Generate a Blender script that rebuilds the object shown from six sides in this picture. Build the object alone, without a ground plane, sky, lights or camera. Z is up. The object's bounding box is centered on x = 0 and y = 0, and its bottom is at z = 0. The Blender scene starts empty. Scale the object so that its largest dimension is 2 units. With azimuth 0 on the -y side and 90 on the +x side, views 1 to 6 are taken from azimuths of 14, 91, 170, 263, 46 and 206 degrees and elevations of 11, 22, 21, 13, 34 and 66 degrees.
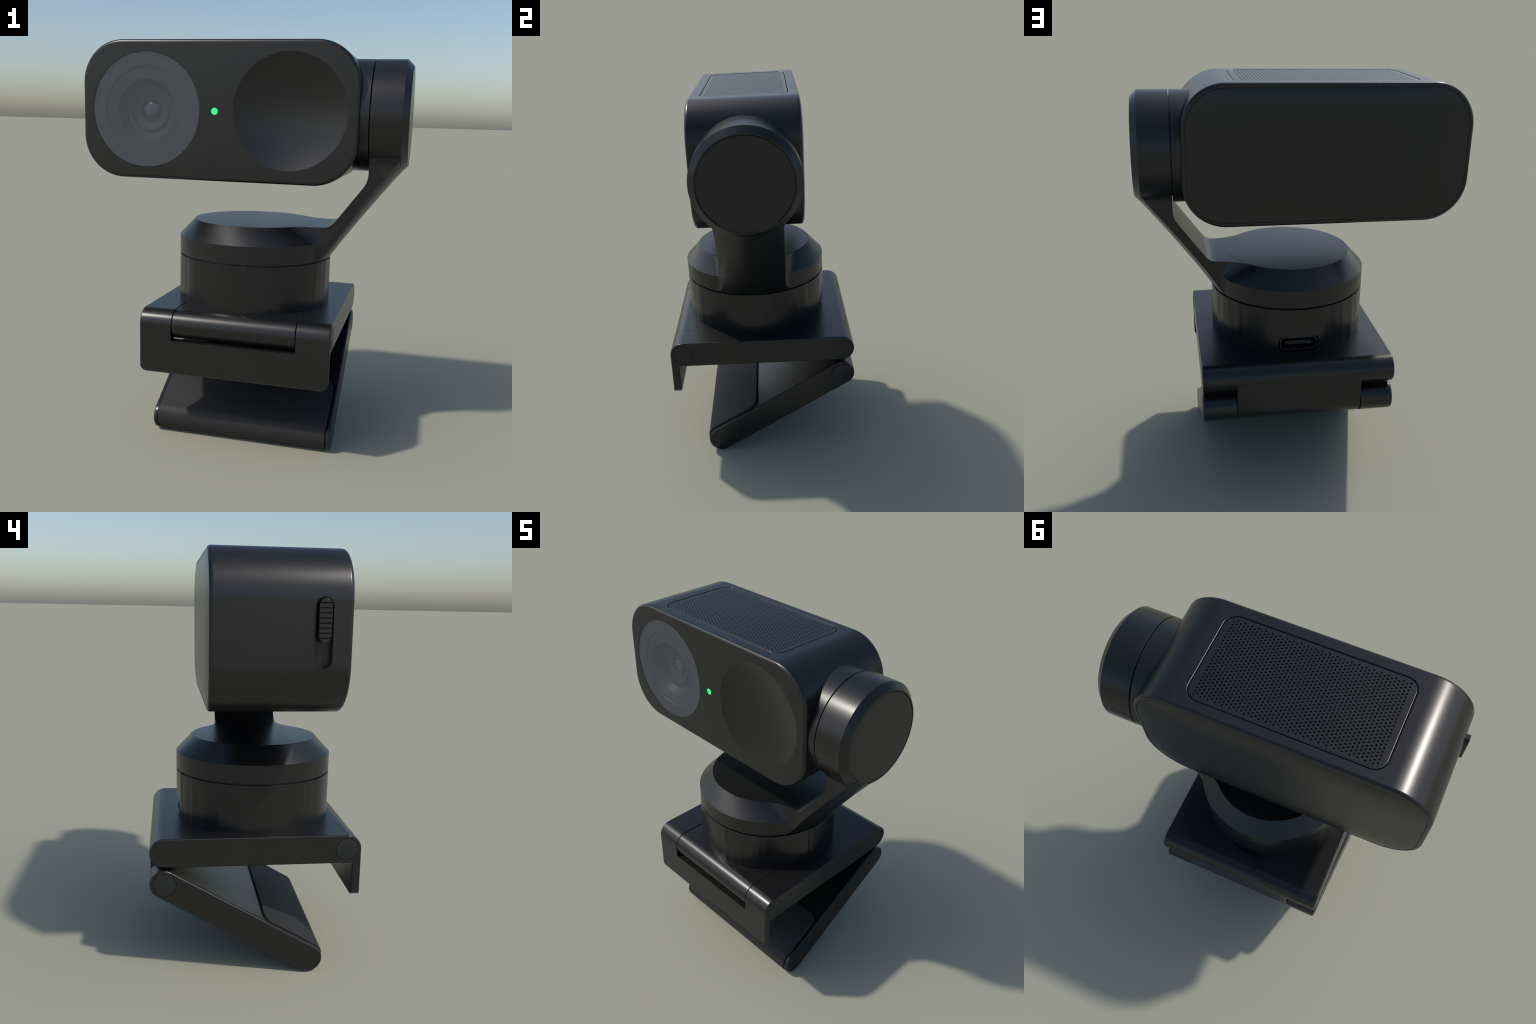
"""Desk webcam on a motorised swivel arm, standing on a folding monitor clip."""
import bpy, bmesh, math
from math import sin, cos, pi, sqrt, radians
from mathutils import Vector, Matrix

# ------------------------------------------------------------------ helpers
COL = bpy.context.scene.collection


def arc(cx, cy, r, a0, a1, n):
    """n+1 points on an arc, degrees."""
    return [(cx + r * cos(radians(a0 + (a1 - a0) * i / n)),
             cy + r * sin(radians(a0 + (a1 - a0) * i / n))) for i in range(n + 1)]


def rounded_rect(x0, x1, y0, y1, r, n=16):
    return (arc(x1 - r, y1 - r, r, 0, 90, n) + arc(x0 + r, y1 - r, r, 90, 180, n) +
            arc(x0 + r, y0 + r, r, 180, 270, n) + arc(x1 - r, y0 + r, r, 270, 360, n))


def stadium(p, q, r, n=24):
    """Capsule outline around the segment p-q, counter-clockwise."""
    a = math.degrees(math.atan2(q[1] - p[1], q[0] - p[0]))
    return arc(q[0], q[1], r, a - 90, a + 90, n) + arc(p[0], p[1], r, a + 90, a + 270, n)


def clean(poly, eps=1e-6):
    out = []
    for p in poly:
        if not out or (abs(p[0] - out[-1][0]) + abs(p[1] - out[-1][1])) > eps:
            out.append(p)
    if abs(out[0][0] - out[-1][0]) + abs(out[0][1] - out[-1][1]) < eps:
        out.pop()
    return out


def inset(poly, d):
    """Mitred inward offset of a counter-clockwise outline."""
    n, out = len(poly), []
    for i in range(n):
        a, b, c = Vector(poly[i - 1]), Vector(poly[i]), Vector(poly[(i + 1) % n])
        e0, e1 = (b - a).normalized(), (c - b).normalized()
        n0, n1 = Vector((-e0.y, e0.x)), Vector((-e1.y, e1.x))
        m = (n0 + n1) / max(0.35, 1 + n0.dot(n1))
        out.append((b.x + m.x * d, b.y + m.y * d))
    return out


def to3(axis, u, v, w):
    """(u, v) in the outline plane, w along the axis."""
    return {'x': (w, u, v), 'y': (u, w, v), 'z': (u, v, w)}[axis]


def loft(sections, cap=True):
    """Skin a list of equally long closed rings of 3D points."""
    bm = bmesh.new()
    rings = [[bm.verts.new(p) for p in s] for s in sections]
    n = len(rings[0])
    for a, b in zip(rings, rings[1:]):
        for i in range(n):
            bm.faces.new((a[i], a[(i + 1) % n], b[(i + 1) % n], b[i]))
    if cap:
        bm.faces.new(rings[0][::-1])
        bm.faces.new(rings[-1])
    bmesh.ops.recalc_face_normals(bm, faces=bm.faces)
    return bm


def prism(poly, axis, a, b, bevel=0.0, seg=4):
    """Outline extruded from a to b with rounded rims."""
    poly = clean(poly)
    levels = [(0.0, a), (0.0, b)]
    if bevel:
        levels = ([(bevel * (1 - sin(pi / 2 * i / seg)), a + bevel * (1 - cos(pi / 2 * i / seg)))
                   for i in range(seg + 1)] +
                  [(bevel * (1 - cos(pi / 2 * i / seg)), b - bevel * (1 - sin(pi / 2 * i / seg)))
                   for i in range(seg + 1)])
    return loft([[to3(axis, u, v, w) for u, v in (inset(poly, d) if d > 1e-9 else poly)]
                 for d, w in levels])


def lathe(profile, axis, centre, n=128):
    """Revolve (radius, height) points round an axis; ends on the axis are closed."""
    secs = []
    for r, h in profile:
        r = max(r, 1e-4)
        secs.append([to3(axis, centre[0] + r * cos(2 * pi * i / n),
                         centre[1] + r * sin(2 * pi * i / n), h) for i in range(n)])
    return loft(secs)


def make(name, bm, material=None, parent=None, angle=32, matrix=None):
    me = bpy.data.meshes.new(name)
    bm.to_mesh(me)
    bm.free()
    if matrix is not None:
        me.transform(matrix)
    ob = bpy.data.objects.new(name, me)
    COL.objects.link(ob)
    if material:
        me.materials.append(material)
    if parent:
        ob.parent = parent
    ob["smooth_angle"] = angle
    return ob


def bake(ob):
    """Replace the mesh by its evaluated (modified) version."""
    dg = bpy.context.evaluated_depsgraph_get()
    dg.update()
    me = bpy.data.meshes.new_from_object(ob.evaluated_get(dg))
    old = ob.data
    ob.modifiers.clear()
    ob.data = me
    me.name = ob.name
    bpy.data.meshes.remove(old)


def boolean(ob, bm, operation, matrix=None):
    tool = make("cutter", bm, matrix=matrix)
    m = ob.modifiers.new("b", 'BOOLEAN')
    m.operation, m.solver, m.object = operation, 'EXACT', tool
    bake(ob)
    me = tool.data
    bpy.data.objects.remove(tool)
    bpy.data.meshes.remove(me)


def finish(ob):
    """Smooth shading with sharp creases and face-weighted normals."""
    me = ob.data
    for p in me.polygons:
        p.use_smooth = True
    me.set_sharp_from_angle(angle=radians(ob.get("smooth_angle", 32)))
    m = ob.modifiers.new("w", 'WEIGHTED_NORMAL')
    m.keep_sharp = True
    m.weight = 100
    bake(ob)
    if "smooth_angle" in ob:
        del ob["smooth_angle"]


# ------------------------------------------------------------------ materials
def plastic(name, colour, rough, grain=0.0, spec=0.5, vary=0.06):
    m = bpy.data.materials.new(name)
    m.use_nodes = True
    nt = m.node_tree
    b = nt.nodes["Principled BSDF"]
    tc = nt.nodes.new("ShaderNodeTexCoord")
    nz = nt.nodes.new("ShaderNodeTexNoise")
    nz.inputs["Scale"].default_value = 7.0
    nz.inputs["Detail"].default_value = 4.0
    nt.links.new(tc.outputs["Object"], nz.inputs["Vector"])
    ramp = nt.nodes.new("ShaderNodeValToRGB")
    ramp.color_ramp.elements[0].position = 0.3
    ramp.color_ramp.elements[1].position = 0.7
    ramp.color_ramp.elements[0].color = tuple(c * (1 - vary) for c in colour) + (1,)
    ramp.color_ramp.elements[1].color = tuple(c * (1 + vary) for c in colour) + (1,)
    nt.links.new(nz.outputs["Fac"], ramp.inputs["Fac"])
    nt.links.new(ramp.outputs["Color"], b.inputs["Base Color"])
    b.inputs["Roughness"].default_value = rough
    b.inputs["Specular IOR Level"].default_value = spec
    if grain:
        g = nt.nodes.new("ShaderNodeTexNoise")
        g.inputs["Scale"].default_value = 420.0
        nt.links.new(tc.outputs["Object"], g.inputs["Vector"])
        bp = nt.nodes.new("ShaderNodeBump")
        bp.inputs["Strength"].default_value = grain
        bp.inputs["Distance"].default_value = 0.001
        nt.links.new(g.outputs["Fac"], bp.inputs["Height"])
        nt.links.new(bp.outputs["Normal"], b.inputs["Normal"])
    return m


BLACK = plastic("satin_black_plastic", (0.0085, 0.0085, 0.0084), 0.30)
DRUM = plastic("drum_plastic_streak_bump", (0.0085, 0.0085, 0.0084), 0.25)
_nt = DRUM.node_tree
_tc = next(n for n in _nt.nodes if n.type == 'TEX_COORD')
_mp = _nt.nodes.new("ShaderNodeMapping")
_mp.inputs["Location"].default_value = (3.1, 1.7, 0.0)
_mp.inputs["Scale"].default_value = (13.0, 13.0, 0.9)
_nz = _nt.nodes.new("ShaderNodeTexNoise")
_nz.inputs["Scale"].default_value = 1.0
_nz.inputs["Detail"].default_value = 1.0
_rp = _nt.nodes.new("ShaderNodeValToRGB")
_rp.color_ramp.elements[0].position = 0.50
_rp.color_ramp.elements[1].position = 0.66
_bp = _nt.nodes.new("ShaderNodeBump")  # upright shading streaks drawn on the drum by bump; its wall is smooth
_bp.inputs["Strength"].default_value = 0.55
_bp.inputs["Distance"].default_value = 0.006
_nt.links.new(_tc.outputs["Object"], _mp.inputs["Vector"])
_nt.links.new(_mp.outputs["Vector"], _nz.inputs["Vector"])
_nt.links.new(_nz.outputs["Fac"], _rp.inputs["Fac"])
_nt.links.new(_rp.outputs["Color"], _bp.inputs["Height"])
_nt.links.new(_bp.outputs["Normal"], _nt.nodes["Principled BSDF"].inputs["Normal"])
DARK = plastic("deep_black_plastic", (0.0050, 0.0050, 0.0052), 0.45)
PIN = plastic("blued_pin_metal", (0.0095, 0.0110, 0.0125), 0.40)
RUBBER = plastic("black_rubber", (0.0230, 0.0228, 0.0236), 0.62, 0.05, 0.30)
PORT = plastic("port_metal", (0.016, 0.018, 0.022), 0.25)
BARREL = plastic("lens_barrel_plastic", (0.044, 0.048, 0.053), 0.50, 0.0, 0.3)

# frosted dark lens window: a smoky film over the barrel behind it
GLASS = bpy.data.materials.new("smoky_lens_window")
GLASS.use_nodes = True
_nt = GLASS.node_tree
_p = _nt.nodes["Principled BSDF"]
_p.inputs["Base Color"].default_value = (0.150, 0.162, 0.175, 1)
_p.inputs["Roughness"].default_value = 0.55
_p.inputs["Specular IOR Level"].default_value = 0.2
_t = _nt.nodes.new("ShaderNodeBsdfTransparent")
_mx = _nt.nodes.new("ShaderNodeMixShader")
_mx.inputs["Fac"].default_value = 0.24
_nt.links.new(_t.outputs[0], _mx.inputs[1])
_nt.links.new(_p.outputs[0], _mx.inputs[2])
_nt.links.new(_mx.outputs[0], _nt.nodes["Material Output"].inputs["Surface"])

EYE = plastic("lens_glass_bead", (0.085, 0.088, 0.105), 0.06)

LED = bpy.data.materials.new("green_light")
LED.use_nodes = True
_p = LED.node_tree.nodes["Principled BSDF"]
_p.inputs["Base Color"].default_value = (0.0, 0.02, 0.005, 1)
_p.inputs["Emission Color"].default_value = (0.052, 1.0, 0.258, 1)
_p.inputs["Emission Strength"].default_value = 1.0
_p.inputs["Specular IOR Level"].default_value = 0.0

# ------------------------------------------------------------------ main sizes
CY = -0.025                       # the pan axis and the head share this y
PAN = (0.048, CY)                 # vertical pan axis
TILT = (CY, 1.667)                # horizontal tilt axis (y, z)
HX0, HX1 = -0.788, 0.589          # head, left and right
HZ0, HZ1 = 1.3325, 2.000           # head, bottom and top
HR = 0.208                        # head corner radius
HY0, HY1 = -0.312, 0.254          # head, front and back
LENS = (-0.4555, 1.667)           # lens window centre (x, z)
DISH = (0.262, 1.670)             # hollow beside the lens
DISH_R, DISH_DEPTH = 0.277, 0.049
PX0, PX1 = -0.407, 0.530          # clip, left and right
TX0, TX1 = -0.246, 0.370          # tongue in the middle of the clip

root = bpy.data.objects.new("webcam", None)
COL.objects.link(root)
root["label"] = "black webcam on a swivel arm with a folding monitor clip"
root["category"] = "webcam"

# ------------------------------------------------------------------ head
head = make("camera_head", prism(rounded_rect(HX0, HX1, HZ0, HZ1, HR, 32), 'y', HY0, HY1, 0.017, 5),
            BLACK, root)
# shallow spherical hollow
Rs = (DISH_R ** 2 + DISH_DEPTH ** 2) / (2 * DISH_DEPTH)
half = math.asin(DISH_R / Rs)
prof = [(DISH_R * 1.0, HY0 - 0.05)]
prof += [(Rs * sin(half * (1 - i / 40)), HY0 + DISH_DEPTH - Rs + Rs * cos(half * (1 - i / 40)))
         for i in range(41)]
boolean(head, lathe(prof, 'y', DISH, 160), 'DIFFERENCE')
# lens well, indicator hole, switch slot, grille bed, back panel groove
boolean(head, lathe([(0.2785, HY0 - 0.05), (0.2785, HY0 + 0.115)], 'y', LENS, 160), 'DIFFERENCE')
boolean(head, lathe([(0.0175, HY0 - 0.05), (0.0175, HY0 + 0.010)], 'y', (-0.102, 1.666), 9), 'DIFFERENCE')
SY, SZ0, SZ1, SR = -0.194, 1.528, 1.806, 0.036
boolean(head, prism(stadium((SY, SZ0 + SR), (SY, SZ1 - SR), SR), 'x', HX0 - 0.05, HX0 + 0.034), 'DIFFERENCE')
GX0, GX1, GY0, GY1, GR = -0.538, 0.340, -0.251, 0.200, 0.062
bed = [(0.0, HZ1 - 0.040)] + [(0.0040 * (1 - cos(radians(a))), HZ1 - 0.0040 * (1 - sin(radians(a)))) for a in (0, 22.5, 45, 67.5, 86)] + \
    [(0.0600, HZ1 + 0.05)]
boolean(head, loft([[(x, y, z) for x, y in clean(rounded_rect(GX0 - d, GX1 + d, GY0 - d, GY1 + d, GR + d))] for d, z in bed]),
        'DIFFERENCE')
BI = 0.021
boolean(head, prism(rounded_rect(HX0 + BI, HX1 - BI, HZ0 + BI, HZ1 - BI, HR - BI, 32), 'y',
                    HY1 - 0.012, HY1 + 0.05), 'DIFFERENCE')

# gently pillowed back panel
BG = 0.0018
ring = clean(rounded_rect(HX0 + BI + BG, HX1 - BI - BG, HZ0 + BI + BG, HZ1 - BI - BG, HR - BI - BG, 32))
bcx, bcz = (HX0 + HX1) / 2, (HZ0 + HZ1) / 2


secs = [[(x, HY1 - 0.011, z) for x, z in ring]]
for k in range(41):
    f = 1 - k / 40 * 0.985
    y = HY1 - 0.0004 + 0.0143 * (1 - f ** 6)          # quick rise at the rim, flat middle
    secs.append([(bcx + (x - bcx) * f, y, bcz + (z - bcz) * f) for x, z in ring])
back = make("back_panel", loft(secs), BLACK, head, 40)

# tilt hub: the round boss on the head that the arm turns on
HUB_R = 0.269
hub = make("tilt_hub", lathe([(HUB_R, 0.505), (HUB_R, 0.6280), (HUB_R - 0.0015, 0.6295), (0.24, 0.6295), (0.24, 0.70)],
                             'x', TILT), BLACK, head)

# lens: window, stepped barrel, bead
lx, lz = LENS
prof = [(0.2775, HY0 + 0.006), (0.2775, HY0 + 0.112), (0.0, HY0 + 0.112)]
steps = [(0.2775, 0.006), (0.210, 0.007), (0.206, 0.0125), (0.186, 0.0130)]
r, d = 0.186, 0.0130
for i in range(8):                       # fine ribs going down the funnel
    steps += [(r - 0.0012, d + 0.0012), (r - 0.0045, d + 0.0006)]
    r, d = r - 0.0045, d + 0.0006
steps += [(0.146, 0.026), (0.128, 0.050), (0.121, 0.057), (0.104, 0.058), (0.102, 0.053), (0.097, 0.053), (0.094, 0.063),
          (0.056, 0.071), (0.054, 0.067), (0.049, 0.067), (0.043, 0.084), (0.0, 0.084)]
steps = [(r, HY0 + d) for r, d in steps]
bead_y = HY0 + 0.084
barrel = make("lens_barrel", lathe(prof[::-1] + steps[1:], 'y', LENS, 128), BARREL, head, 20)
bead = make("lens_bead", lathe([(0.0, bead_y + 0.004), (0.041, bead_y + 0.003)] +
                               [(0.041 * cos(radians(a)), bead_y - 0.016 * sin(radians(a))) for a in range(0, 91, 9)],
                               'y', LENS, 64), EYE, head, 50)
window = make("lens_window", lathe([(0.0, HY0 + 0.0040), (0.2772, HY0 + 0.0040), (0.2772, HY0 + 0.0012),
                                    (0.2762, HY0 + 0.0002), (0.0, HY0 + 0.0002)], 'y', LENS, 160), GLASS, head)
led = make("indicator_light", lathe([(0.0, HY0 + 0.009), (0.0172, HY0 + 0.009), (0.0172, HY0 + 0.0015),
                                     (0.0, HY0 + 0.0015)], 'y', (-0.102, 1.666), 9), LED, head)

# sliding privacy switch with ribs
SW0, SW1, SWR = 1.632, 1.800, 0.0255
out = stadium((SY, SW0 + SWR), (SY, SW1 - SWR), SWR)
switch = make("privacy_switch", prism(out, 'x', HX0 - 0.020, HX0 + 0.033, 0.0015, 2), BLACK, head, 18)
for i in range(8):
    z = 1.783 - i * 0.0190
    # narrow notch, sloping below and steep above
    boolean(switch, prism([(HX0 - 0.024, z - 0.0060), (HX0 - 0.0145, z + 0.0012), (HX0 - 0.024, z + 0.0018)],
                          'y', SY - 0.05, SY + 0.05), 'DIFFERENCE')

# perforated grille
gap = 0.0024
gz = HZ1 - 0.0012
bm = bmesh.new()
RB = 0.0045                       # rounded border of the panel
outline = clean(rounded_rect(GX0 + gap + RB, GX1 - gap - RB, GY0 + gap + RB, GY1 - gap - RB, GR - gap - RB))
loops = [outline]
pitch_y, pitch_x = 0.01770, 0.01635
gxc, gyc = (GX0 + GX1) / 2, (GY0 + GY1) / 2
ncol, nrow = 49, 22
for i in range(ncol + 1):
    for j in range(nrow + 1):
        x = gxc + (i - ncol / 2) * pitch_x
        yy = gyc + (j - nrow / 2 + (0.25 if i % 2 else -0.25)) * pitch_y
        cxr, cyr = abs(x - gxc), abs(yy - gyc)
        ax, ay = (GX1 - GX0) / 2 - GR, (GY1 - GY0) / 2 - GR
        if cxr > ax and cyr > ay and math.hypot(cxr - ax, cyr - ay) > GR - 0.019:
            continue
        loops.append([(x + 0.0043 * cos(2 * pi * k / 8 + pi / 8), yy + 0.0043 * sin(2 * pi * k / 8 + pi / 8))
                      for k in range(8)][::-1])
edges = []
rings = []
for lp in loops:
    vs = [bm.verts.new((u, v, gz)) for u, v in lp]
    rings.append(vs)
    edges += [bm.edges.new((vs[k], vs[(k + 1) % len(vs)])) for k in range(len(vs))]
bmesh.ops.triangle_fill(bm, use_beauty=True, use_dissolve=False, edges=edges, normal=(0, 0, 1))
for idx, vs in enumerate(rings):
    depth = 0.036 if idx == 0 else 0.020
    if idx == 0:                         # chamfered border
        for a in (22.5, 45, 67.5, 90):
            off, drop = RB * sin(radians(a)), RB * (1 - cos(radians(a)))
            mid = [bm.verts.new((u, v, gz - drop)) for u, v in inset(outline, -off)]
            for k in range(len(vs)):
                bm.faces.new((vs[k], vs[(k + 1) % len(vs)], mid[(k + 1) % len(vs)], mid[k]))
            vs = mid
    low = [bm.verts.new((v.co.x, v.co.y, gz - depth)) for v in vs]
    for k in range(len(vs)):
        bm.faces.new((vs[k], vs[(k + 1) % len(vs)], low[(k + 1) % len(vs)], low[k]))
    if idx:
        bm.faces.new(low)
bmesh.ops.recalc_face_normals(bm, faces=bm.faces)
for f in bm.faces:
    if abs(f.normal.z) > 0.9 and abs(f.calc_center_median().z - gz) < 1e-4 and f.normal.z < 0:
        f.normal_flip()
GRILLE = BLACK
grille = make("speaker_grille", bm, BLACK, head, 30)
grille.data.materials.append(DARK)
for p in grille.data.polygons:
    if p.center.z < gz - 0.001 and len(p.vertices) == 8:
        p.material_index = 1

# ------------------------------------------------------------------ swivel arm
HW = 0.170                        # half width of the arm
R_LOW, R_TOP = 0.3965, 0.319       # turntable radii below and above its chamfer
Z_RING, Z_CH, Z_TOP = 0.952, 1.040, 1.122
SLOPE = 0.757                     # outward lean of the arm's outer face


def flare_outline(R, rf, reach, n=72, m=16):
    """Disc with concave fillets running into the two flanks of the arm."""
    hw = HW - 0.0002
    uc, wc = sqrt((R + rf) ** 2 - (hw + rf) ** 2), hw + rf
    a_t = math.degrees(math.atan2(wc, uc))
    side = arc(0, 0, R, 180, a_t, n)
    side += arc(uc, wc, rf, 180 + a_t, 270, m)[1:]
    side += [(reach, hw)]
    lower = [(u, -w) for u, w in side[1:]][::-1]
    rise = [0.0] * (n + 1) + [(i + 1) / m for i in range(m)] + [1.0]
    rise += rise[1:][::-1]
    return [(PAN[0] + u, PAN[1] + w, f) for (u, w), f in zip(side + lower, rise)]


bot = flare_outline(R_LOW, 0.075, 0.62)
top = flare_outline(R_TOP, 0.250, 0.62)
arm = make("swivel_arm", loft([[(x, y, Z_RING) for x, y, f in bot],
                               [(x, y, Z_CH + 0.042 * f ** 1.3) for x, y, f in bot],
                               [(x, y, Z_TOP) for x, y, f in top]]), BLACK, root, 25)

# upright limb: side profile (x, z) limited by the front profile (y, z)
inner = ([(0.40, 0.96), (0.95, 0.96), (0.95, 1.52), (0.634, 1.52)] +
         [(0.634, 1.40), (0.6335, 1.385), (0.632, 1.370), (0.628, 1.355), (0.6215, 1.340), (0.612, 1.325)] +
         [(0.500, 1.1735), (0.491, 1.1610), (0.481, 1.1485), (0.470, 1.1375), (0.457, 1.1290), (0.443, 1.1240), (0.428, 1.1224),
          (0.40, 1.1215)])
limb = make("limb", prism(inner, 'y', CY - 0.4, CY + 0.4), BLACK)
rf = 0.060
yc = HW + rf
zc = TILT[1] - sqrt((HUB_R + rf) ** 2 - yc ** 2)
ang = math.degrees(math.atan2(TILT[1] - zc, -yc))
right = arc(yc, zc, rf, 180, ang, 14)
right = [(HW, 0.955)] + right + [(0.15, TILT[1] - 0.18)]
front = [(CY + w, z) for w, z in right] + [(CY - w, z) for w, z in right[::-1]]
boolean(limb, prism(front, 'x', 0.3, 1.0), 'INTERSECT')
bm = bmesh.new()
bm.from_mesh(limb.data)
boolean(arm, bm, 'UNION')
bpy.data.objects.remove(limb)


BOW = [(0.90, 0.400), (0.951, 0.3965), (1.00, 0.335), (1.06, 0.305), (1.20, 0.300), (1.35, 0.302), (1.50, 0.290), (1.62, 0.290)]


def lean(z):
    """Outline of the leaning, bowed outer face at height z."""
    R = next(a[1] + (b[1] - a[1]) * (z - a[0]) / (b[0] - a[0]) for a, b in zip(BOW, BOW[1:]) if z <= b[0] + 1e-9)
    t = min(1, max(0, (z - 0.951) / 0.484))
    apex = PAN[0] + R_LOW + SLOPE * (z - 0.951) - 0.032 * t * (1 - t)
    am = math.degrees(math.asin(0.262 / R))
    a = arc(apex - R, CY, R, -am, am, 64)
    return [(x, y, z) for x, y in a + [(apex + 0.2, CY + 0.9), (-1.2, CY + 0.9), (-1.2, CY - 0.9), (apex + 0.2, CY - 0.9)]]


boolean(arm, loft([lean(0.90 + 0.02 * i) for i in range(36)]), 'INTERSECT')
# trim flush with the housing's end face
boolean(arm, prism([(0.8090, -1), (1.4, -1), (1.4, 1), (0.8090, 1)], 'z', 0.5, 2.0), 'DIFFERENCE')

cover = make("turntable_cover", lathe([(0.0, Z_TOP - 0.01), (R_TOP - 0.001, Z_TOP - 0.01)] +
                                      [(R_TOP - 0.001 - i * (R_TOP - 0.001) / 12, Z_TOP + 0.0006 + 0.0030 * (1 - (1 - i / 12) ** 2))
                                       for i in range(13)], 'z', PAN), BLACK, arm, 30)
XE = 0.8105
housing = make("motor_housing", lathe([(0.10, 0.634), (HUB_R - 0.0015, 0.634), (HUB_R, 0.6355), (HUB_R, 0.7795), (0.2385, XE), (0.2320, XE),
                                       (0.2315, XE - 0.008), (0.10, XE - 0.008)], 'x', TILT), BLACK, arm, 20)
disc = make("housing_cover", lathe([(0.0, XE - 0.010), (0.2290, XE - 0.010), (0.2290, XE - 0.0015), (0.2280, XE - 0.0003),
                                    (0.0, XE - 0.0003)], 'x', TILT), BLACK, arm)

# ------------------------------------------------------------------ pan base
base = make("pan_base", lathe([(0.0, 0.690), (0.3965, 0.690), (0.3965, 0.9418), (0.3958, 0.9425), (0.383, 0.9425), (0.383, 0.9535),
                               (0.0, 0.9535)], 'z', PAN, 160), DRUM, root, 30)
UX, UZ, UW, UH = 0.048, 0.756, 0.100, 0.043
boolean(base, prism(rounded_rect(UX - UW, UX + UW, UZ - UH, UZ + UH, 0.030, 10), 'y', 0.20, 0.60), 'DIFFERENCE')
# socket: metal sleeve and tongue inside the opening
sleeve = make("port_sleeve", prism(rounded_rect(UX - UW + .006, UX + UW - .006, UZ - UH + .006, UZ + UH - .006, 0.025, 10),
                                   'y', 0.21, 0.3575, 0.002, 2), PORT, base)
boolean(sleeve, prism(rounded_rect(UX - UW + .013, UX + UW - .013, UZ - UH + .013, UZ + UH - .013, 0.018, 10), 'y', 0.23, 0.5),
        'DIFFERENCE')
tongue = make("port_tongue", prism(rounded_rect(UX - 0.066, UX + 0.066, UZ - 0.010, UZ + 0.010, 0.004, 4), 'y', 0.22, 0.350, 0.002, 2),
              PORT, base)

# ------------------------------------------------------------------ clip
RP = 0.0705
ZP = 0.6385                        # mid height of the clip plate
YP = 0.4345
plate_out = (arc(-YP, ZP, RP, 180, 90, 20) + arc(YP, ZP, RP, 90, -90, 32) +
             [(-0.454, ZP - RP)] + arc(-0.454, ZP - RP - 0.010, 0.010, 90, 180, 4) +
             [(-0.464, 0.402), (-0.469, 0.397), (-0.498, 0.397), (-YP - RP, 0.404)])[::-1]
plate = make("clip_plate", prism(plate_out, 'x', PX0, PX1, 0.007, 3), BLACK, root, 30)
# rounded lower corners of the front lip
rc = 0.042
lip = arc(PX1 - rc, 0.3965 + rc, rc, -90, 0, 12) + [(PX1 + .05, 0.3965 + rc), (PX1 + .05, 0.9), (PX0 - .05, 0.9), (PX0 - .05, 0.3965 + rc)] + \
    arc(PX0 + rc, 0.3965 + rc, rc, 180, 270, 12)
boolean(plate, prism(lip, 'y', -1, 1), 'INTERSECT')
boolean(plate, prism([(-0.6, 0.566), (-0.22, 0.566), (-0.22, 0.8), (-0.6, 0.8)], 'x', TX0, TX1), 'DIFFERENCE')
tongue_out = [(-YP + (RP - .0006) * cos(radians(a)), ZP + (RP - .0006 if a < 180 else RP + 0.003) * sin(radians(a)))
              for a in range(270, 89, -5)] + [(-0.2205, ZP + RP - .0006), (-0.2205, ZP - RP - 0.003)]
tongue_out = tongue_out[::-1]
tongue_plate = make("clip_tongue", prism(tongue_out, 'x', TX0 + 0.0035, TX1 - 0.0035, 0.0035, 3), BLACK, plate, 30)

HY, HZ = 0.436, 0.482             # hinge of the foot
bracket = make("hinge_bracket", prism(stadium((YP, HZ), (YP, ZP), RP - 0.0008, 28), 'x', TX0 + 0.004, TX1 - 0.003, 0.002, 2),
               BLACK, plate, 30)

# ------------------------------------------------------------------ foot
RF = 0.0705                       # half thickness of the foot
FL = sqrt(0.698 ** 2 + (HZ - RF - 0.002) ** 2)
tiltf = math.atan2(HZ - RF - 0.002, 0.698)
# local frame: x along the hinge, s down the foot, n up from its face
M = Matrix.Translation((0, HY, HZ)) @ Matrix(((1, 0, 0, 0), (0, -cos(tiltf), -sin(tiltf), 0), (0, -sin(tiltf), cos(tiltf), 0), (0, 0, 0, 1)))
foot = make("clip_foot", prism(stadium((0, 0), (FL, 0), RF, 32), 'x', PX0, PX1, 0.010, 3), BLACK, root, 30)
boolean(foot, lathe([(0.076, TX0), (0.076, TX1)], 'x', (0, 0), 64), 'DIFFERENCE')
PS = 0.512


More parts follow.
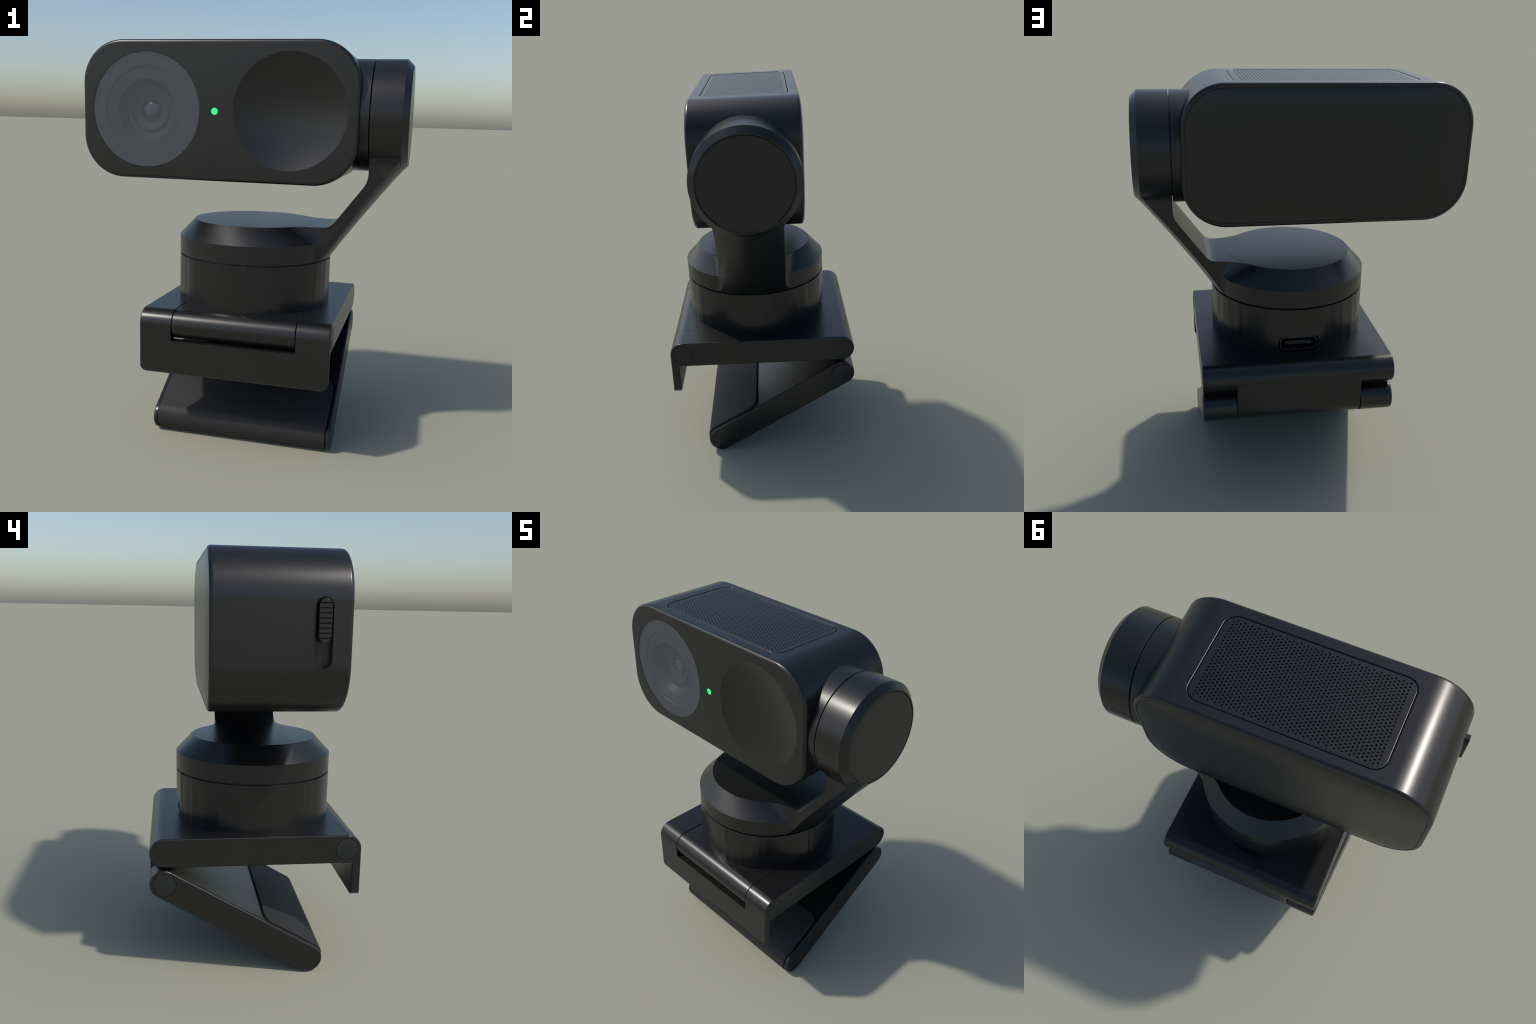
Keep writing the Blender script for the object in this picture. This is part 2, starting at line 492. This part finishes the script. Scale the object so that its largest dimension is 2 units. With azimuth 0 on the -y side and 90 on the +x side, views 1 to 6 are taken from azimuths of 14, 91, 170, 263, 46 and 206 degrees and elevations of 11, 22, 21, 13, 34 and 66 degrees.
def pad_plan(d):
    return rounded_rect(PX0 + 0.020 + d, PX1 - 0.020 - d, PS + d, 1.4, 0.055, 10)


def skin_cut(d, r_in):
    ob = make("skin", prism(pad_plan(d), 'z', -0.3, 0.3), RUBBER)
    boolean(ob, prism(stadium((0, 0), (FL, 0), r_in, 32), 'x', -1, 1), 'DIFFERENCE')
    return ob


c = skin_cut(0, RF - 0.013)
bm = bmesh.new()
bm.from_mesh(c.data)
boolean(foot, bm, 'DIFFERENCE')
bpy.data.objects.remove(c)
pad = skin_cut(0.0045, RF - 0.0125)
PH = 0.0105                        # the pad stands proud of the foot's face
nose = [(FL + (RF + 0.0005) * sin(radians(a)), (RF + (PH if a < 90 else 0.0018)) * cos(radians(a))) for a in range(0, 181, 5)]
boolean(pad, prism(([(0.3, RF + PH)] + nose + [(0.3, -RF - 0.0018)])[::-1], 'x', -1, 1), 'INTERSECT')
mb = pad.modifiers.new("bev", 'BEVEL')
mb.width, mb.segments, mb.limit_method, mb.angle_limit = 0.006, 3, 'ANGLE', radians(50)
bake(pad)
pad.name = "rubber_pad"
pad.parent = foot
for ob in (foot, pad):
    ob.data.transform(M)


def pin(y, z, x, sgn, r, parent):
    h = x + sgn * 0.0012
    return make("hinge_pin", lathe([(0.0, x - sgn * 0.02), (r, x - sgn * 0.02), (r, x - sgn * 0.0005)] +
                                   [(r * (1 - i / 6) - 0.001 * (1 - i / 6), h + sgn * 0.003 * (1 - (1 - i / 6) ** 2)) for i in range(7)],
                                   'x', (y, z), 48), PIN, parent, 40)


for sgn, x in ((1, PX1), (-1, PX0)):
    pin(-0.434, 0.6385, x, sgn, 0.054, plate)
    pin(HY, HZ, x, sgn, 0.055, foot)
# thin seats around the pins
for ob, (y, z), r in ((plate, (-0.434, 0.6385), 0.0552), (foot, (HY, HZ), 0.0562)):
    for a, b in ((PX1 - 0.010, PX1 + 0.05), (PX0 - 0.05, PX0 + 0.010)):
        boolean(ob, lathe([(r, a), (r, b)], 'x', (y, z), 64), 'DIFFERENCE')

for ob in list(bpy.data.objects):
    if ob.type == 'MESH':
        finish(ob)
